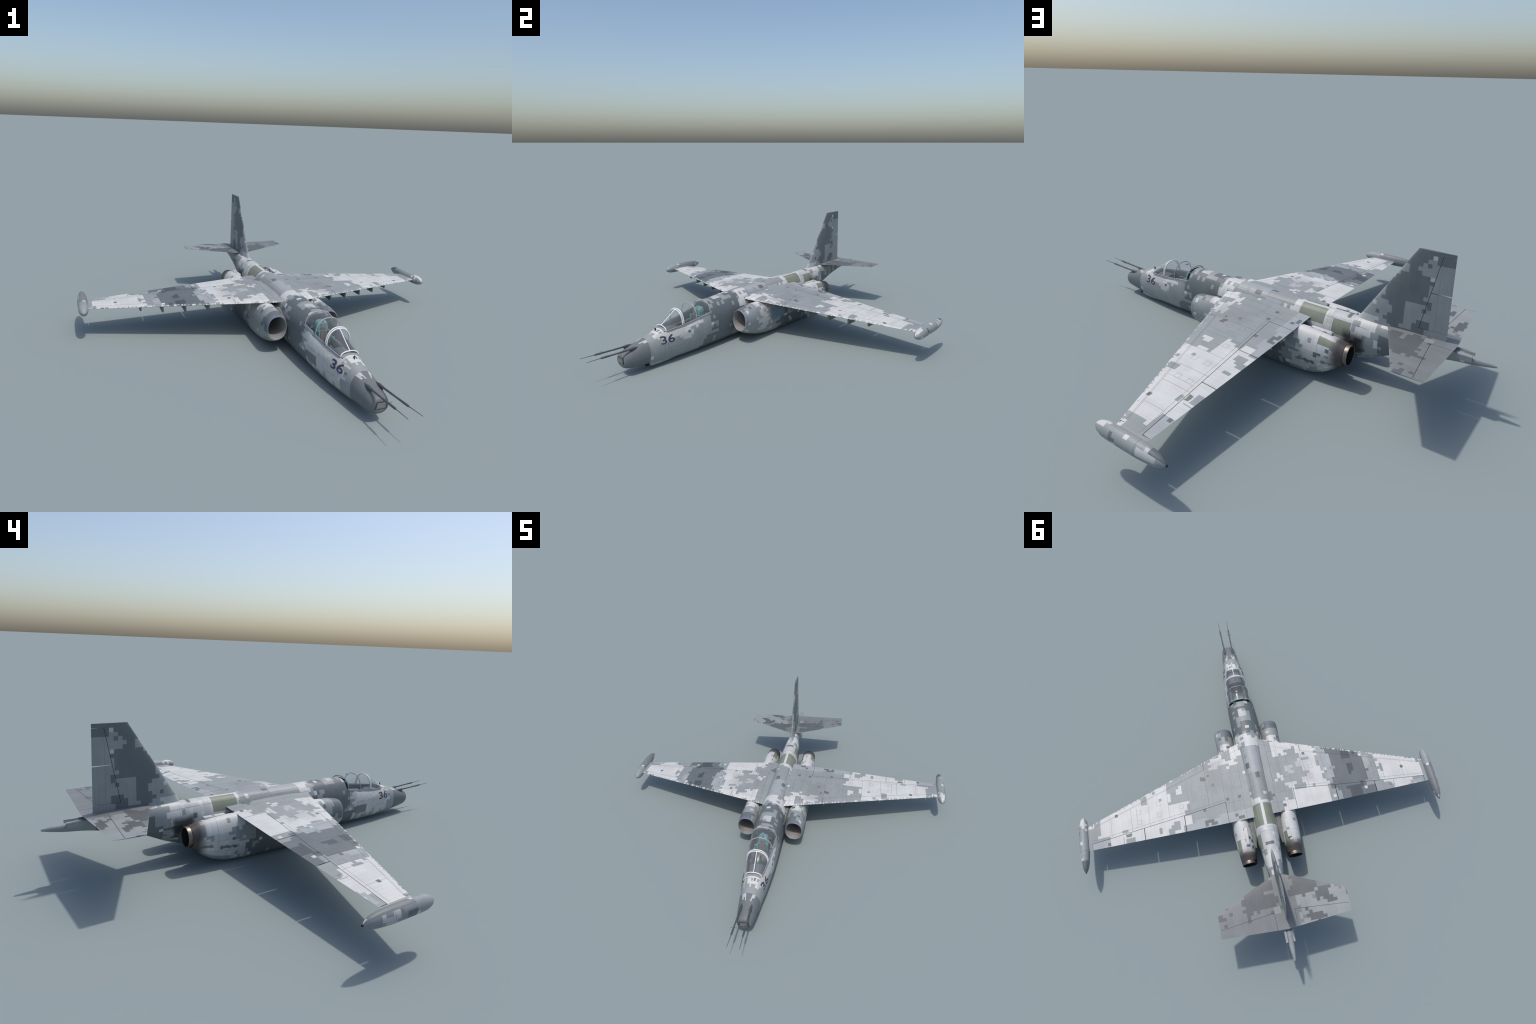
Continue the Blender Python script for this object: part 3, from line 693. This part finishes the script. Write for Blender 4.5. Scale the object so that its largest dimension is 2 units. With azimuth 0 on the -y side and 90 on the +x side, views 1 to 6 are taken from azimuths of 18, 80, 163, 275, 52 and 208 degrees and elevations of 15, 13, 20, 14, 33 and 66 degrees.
    for sy in (1, -1):
        bm = bmesh.new()
        def along(k):
            x = 1.065 + 0.283 * k
            return [x, sy * linear(x, [(1.06, 0.0265), (1.161, 0.0285), (1.273, 0.0298), (1.348, 0.0325)]),
                    linear(x, [(1.06, 0.1425), (1.161, 0.1465), (1.273, 0.1525), (1.348, 0.1565)])]
        prof = [(-0.02, 0.001), (0.0, 0.0045), (0.05, 0.0072), (0.10, 0.0070), (0.16, 0.0052), (0.17, 0.0045), (0.325, 0.0041), (0.33, 0.0049), (0.35, 0.0049), (0.355, 0.0041),
                (0.55, 0.0043), (0.62, 0.0052), (0.715, 0.0048), (0.735, 0.0030), (0.74, 0.0018), (1.0, 0.0011)]
        tube(bm, [along(k) for k, _ in prof], [r for _, r in prof], 12)
        probe = add_object("pitot_probe", bm, m_probe)
        bm = bmesh.new()                               # foot under the probe
        loft(bm, [oval(s, sy * 0.0268, w, zt, 0.125, 2.2, 16) for s, w, zt in ((1.045, 0.001, 0.146), (1.06, 0.0045, 0.147), (1.085, 0.0065, 0.147), (1.105, 0.004, 0.143))])
        add_object("probe_foot", bm, m_probe, probe)
        if sy < 0:                                     # sensor vanes on the right-hand probe
            bm = bmesh.new()
            c = along(0.56)
            for k in (1, -1):
                tube(bm, [(c[0], c[1], c[2]), (c[0] - 0.002, c[1] + k * 0.010, c[2] - 0.001), (c[0] - 0.001, c[1] + k * 0.0145, c[2] + 0.002), (c[0] + 0.004, c[1] + k * 0.015, c[2] + 0.004)], 0.0009, 6)
            add_object("probe_vane", bm, m_probe, probe)
    bm = bmesh.new()
    loft(bm, [[(0.930, 0.0008, 0.180), (0.930, -0.0008, 0.180), (0.914, -0.0008, 0.182), (0.914, 0.0008, 0.182)],
              [(0.926, 0.0008, 0.2035), (0.926, -0.0008, 0.2035), (0.920, -0.0008, 0.2035), (0.920, 0.0008, 0.2035)]])
    add_object("antenna_blade", bm, m_black)
    bm = bmesh.new()
    loft(bm, [oval(s, 0.036, w, 0.040, 0.040 - h, 2.2, 24) for s, w, h in ((0.78, 0.001, 0.016), (0.84, 0.009, 0.026), (0.93, 0.012, 0.028), (0.985, 0.011, 0.024), (1.0, 0.007, 0.018))])
    add_object("gun_fairing", bm, fus)
    bm = bmesh.new()
    for dy in (-0.004, 0.004):
        tube(bm, [(0.99, 0.036 + dy, 0.027), (1.02, 0.036 + dy, 0.027)], 0.0036, 10)
    add_object("gun_barrel", bm, m_black)

    # ---- numbers on both cheeks
    def number(side, offset, lift, mat, name):
        cu = bpy.data.curves.new(name, "FONT")
        cu.body, cu.size, cu.align_x, cu.align_y, cu.offset = "36", 1.0, "CENTER", "CENTER", offset
        cu.resolution_u = 6
        tmp = bpy.data.objects.new(name, cu)
        me = bpy.data.meshes.new_from_object(tmp)
        bpy.data.objects.remove(tmp)
        b = bmesh.new()
        b.from_mesh(me)
        bpy.data.meshes.remove(me)
        bmesh.ops.triangulate(b, faces=b.faces[:])
        for _ in range(3):
            long = [e for e in b.edges if e.calc_length() > 0.09]
            if long:
                bmesh.ops.subdivide_edges(b, edges=long, cuts=1)
                bmesh.ops.triangulate(b, faces=[f for f in b.faces if len(f.verts) > 3])
        sx, sz = 0.090, 0.0575
        for vert in b.verts:
            s = 0.892 - side * vert.co.x * sx
            z = 0.1435 + vert.co.y * sz
            vert.co = Vector((s, side * (body_side(s, z) + lift), z))
        return add_object(name, b, mat)
    for side in (1, -1):
        number(side, 0.056, 0.0007, m_yellow, "number_outline")
        number(side, 0.022, 0.0013, m_blue, "number_marking")

    # ---- wings with slats, flaps, ailerons, pylons and tip pods
    hinge = lambda t: linear(t, HINGE)
    slat_line = lambda t: linear(t, SLAT)
    G = 0.0009
    for side, mat in ((1, wing_p), (-1, wing_s)):
        bm = bmesh.new()
        wing_piece(bm, side, 0.0, 0.2085, None, None, n=8)
        wing_piece(bm, side, 0.2085, 0.3085, None, hinge, n=4)
        wing_piece(bm, side, 0.3085, 1.031, slat_line, hinge, G * 0.6, 20)
        wing_piece(bm, side, 1.031, 1.0365, None, hinge, n=2)
        wing_piece(bm, side, 1.0365, 1.085, None, None, n=3)
        wing = add_object("wing", bm, mat)
        bm = bmesh.new()
        wing_piece(bm, side, 0.3095, 1.030, None, slat_line, G * 0.6, 20)
        add_object("slat", bm, mat, wing)
        for nm, t0, t1 in (("flap", 0.2105, 0.4665), ("flap", 0.4705, 0.7155), ("aileron", 0.7195, 1.0335)):
            bm = bmesh.new()
            wing_piece(bm, side, t0, t1, hinge, None, G, 8)
            add_object(nm, bm, mat, wing)
        for t, x0, drop in ((0.312, 0.155, 0.160), (0.433, 0.120, 0.155), (0.556, 0.085, 0.150), (0.675, 0.051, 0.146), (0.790, 0.017, 0.153)):
            x1 = max(x0 - 0.22, -0.13)
            bm = bmesh.new()
            zt = wing_z(t)
            prof = [(x0, zt), (x0, drop), (x0 - 0.11, drop + 0.001), (x1, zt - 0.012), (x1 + 0.01, zt)]
            loft(bm, [[(a, side * t + dy * k, b) for a, b in prof] for dy, k in ((-0.005, 1), (0.005, 1))])
            es = [e for e in bm.edges]
            bmesh.ops.bevel(bm, geom=es, offset=0.0012, segments=1, affect="EDGES")
            add_object("pylon", bm, m_pylon, wing)
        bm = bmesh.new()
        loft(bm, [oval(s, side * c, w, zt, zb, 2.0, 40) for s in frange(-0.316, 0.018, 50) + [0.0215, 0.024, 0.026, 0.0275] for w, c, zt, zb in [pchip(s, POD)]])
        pod = add_object("wingtip_pod", bm, pod_paint("pod_paint", side, 30.0 + side))
        bm = bmesh.new()
        tube(bm, [(-0.3125, side * 1.084, 0.170), (-0.3180, side * 1.084, 0.170)], 0.0042, 12)
        add_object("pod_tip", bm, m_black, pod)

    # ---- engines
    for side in (1, -1):
        bm = bmesh.new()
        rings = [oval(s, side * c, w, zt, zb, 2.2, 64) for s in frange(-0.452, 0.423, 70) for w, c, zt, zb in [pchip(s, NACELLE)]]
        w, c, zt, zb = pchip(0.423, NACELLE)
        for ds, dr in ((0.004, 0.0012), (0.006, 0.0032), (0.005, 0.0055)):
            rings.append(oval(0.423 + ds, side * c, w - dr, zt - dr, zb + dr, 2.2, 64))
        loft(bm, rings, True, False, False)
        nac = add_object("engine_nacelle", bm, nacelle_paint("nacelle_paint", side, 40.0 + side))
        bm = bmesh.new()
        rings = []
        for ds, dr in ((0.005, 0.0055), (0.0, 0.0070), (-0.03, 0.0085), (-0.11, 0.0105), (-0.26, 0.014)):
            rings.append(oval(0.423 + ds, side * (c - (0.006 * ds / -0.26 if ds < 0 else 0)), w - dr, zt - dr * 1.1, zb + dr * 1.1, 2.2, 64))
        loft(bm, rings, True, False, False)
        add_object("intake_duct", bm, m_duct, nac)
        bm = bmesh.new()
        loft(bm, [oval(0.168 - k, side * 0.146, 0.0435, 0.1985, 0.0935, 2.2, 48) for k in (0, 0.004)])
        add_object("compressor_face", bm, m_black, nac)
        bm = bmesh.new()
        prof = [(-0.440, 0.0440), (-0.449, 0.0450), (-0.462, 0.0452), (-0.471, 0.0445), (-0.4725, 0.0432), (-0.471, 0.0415), (-0.45, 0.0405), (-0.42, 0.0400)]
        loft(bm, [oval(s, side * 0.1370, r, 0.1545 + r * 1.06, 0.1545 - r * 1.06, 2.0, 48) for s, r in prof], True, False, False)
        noz = add_object("exhaust_nozzle", bm, m_metal, nac)
        bm = bmesh.new()
        loft(bm, [oval(s, side * 0.1370, r, 0.1545 + r * 1.06, 0.1545 - r * 1.06, 2.0, 48) for s, r in ((-0.4690, 0.0412), (-0.44, 0.0390), (-0.36, 0.0380), (-0.28, 0.030), (-0.278, 0.004))], True, False, True)
        add_object("exhaust_throat", bm, m_black, noz)
        bm = bmesh.new()                               # dispenser on top of the nacelle
        prof = [(-0.262, 0.224), (-0.262, 0.2305), (-0.369, 0.2300), (-0.372, 0.228), (-0.372, 0.214), (-0.30, 0.218)]
        loft(bm, [[(a, side * t, b) for a, b in prof] for t in (0.1145, 0.1375)])
        add_object("flare_dispenser", bm, m_box, nac)
        bm = bmesh.new()                               # joint between engine and body
        loft(bm, [oval(s, side * 0.082, w, zt, zb, 4.0, 24) for s, w, zt, zb in
                  ((-0.38, 0.006, 0.165, 0.12), (-0.30, 0.022, 0.190, 0.07), (-0.15, 0.026, 0.215, 0.02), (0.2, 0.026, 0.215, 0.02), (0.30, 0.018, 0.200, 0.05), (0.40, 0.006, 0.17, 0.09))])
        add_object("engine_fairing", bm, m_pylon, nac)

    # ---- tail
    fin_le = lambda z: linear(z, [(0.262, -0.4205), (0.281, -0.433), (0.667, -0.677)])
    fin_te = lambda z: linear(z, [(0.262, -0.838), (0.667, -0.830)])
    rud = lambda z: linear(z, [(0.317, -0.717), (0.487, -0.749), (0.648, -0.779)])
    fin_th = lambda z: linear(z, [(0.262, 0.060), (0.667, 0.075)])
    def fin_piece(bm, z0, z1, front, back, gap=0.0, n=8):
        rings = []
        for z in frange(z0, z1, n):
            le, te = fin_le(z), fin_te(z)
            c = le - te
            f0 = 0.0 if front is None else (le - (front(z) - gap)) / c
            f1 = 1.0 if back is None else (le - (back(z) + gap)) / c
            rings.append(blade_ring(le, te, f0, f1, fin_th(z), lambda x, h, z=z: (x, h, z)))
        loft(bm, rings)
    bm = bmesh.new()
    fin_piece(bm, 0.262, 0.3165, None, None, n=3)
    fin_piece(bm, 0.3165, 0.6485, None, rud, n=10)
    fin_piece(bm, 0.6485, 0.667, None, None, n=3)
    fin = add_object("tail_fin", bm, fin_m)
    for z0, z1 in ((0.3175, 0.4845), (0.4885, 0.6475)):
        bm = bmesh.new()
        fin_piece(bm, z0, z1, rud, None, 0.0011, 6)
        add_object("rudder", bm, fin_m, fin)
    stab_le = lambda t: linear(t, [(0.0, -0.578), (0.030, -0.590), (0.3575, -0.7365)])
    stab_te = lambda t: linear(t, [(0.0, -0.886), (0.3575, -0.864)])
    stab_z = lambda t: 0.2835 + 0.029 * t
    elev = lambda t: linear(t, [(0.056, -0.789), (0.352, -0.8205)])
    def stab_piece(bm, side, t0, t1, front, back, gap=0.0, n=6):
        rings = []
        for t in frange(t0, t1, n):
            le, te = stab_le(t), stab_te(t)
            c = le - te
            f0 = 0.0 if front is None else (le - (front(t) - gap)) / c
            f1 = 1.0 if back is None else (le - (back(t) + gap)) / c
            rings.append(blade_ring(le, te, f0, f1, 0.030, lambda x, h, t=t: (x, side * t, stab_z(t) + h)))
        loft(bm, rings)
    for side in (1, -1):
        bm = bmesh.new()
        stab_piece(bm, side, 0.0, 0.0555, None, None, n=3)
        stab_piece(bm, side, 0.0555, 0.3505, None, elev)
        stab_piece(bm, side, 0.3505, 0.3575, None, None, n=2)
        st = add_object("horizontal_stabilizer", bm, stab_m)
        bm = bmesh.new()
        stab_piece(bm, side, 0.0570, 0.3495, elev, None, 0.0009)
        add_object("elevator", bm, stab_m, st)
        bm = bmesh.new()                               # long boxes beside the tail cone
        loft(bm, [[(a, side * b, z) for a, b, z in ((s, 0.0145, 0.2675), (s, 0.0245, 0.2665), (s, 0.0265, 0.264), (s, 0.0265, 0.2415), (s, 0.010, 0.2415), (s, 0.0135, 0.262))] for s in (-0.80, -0.952)])
        add_object("tail_dispenser", bm, fin_m)

build()
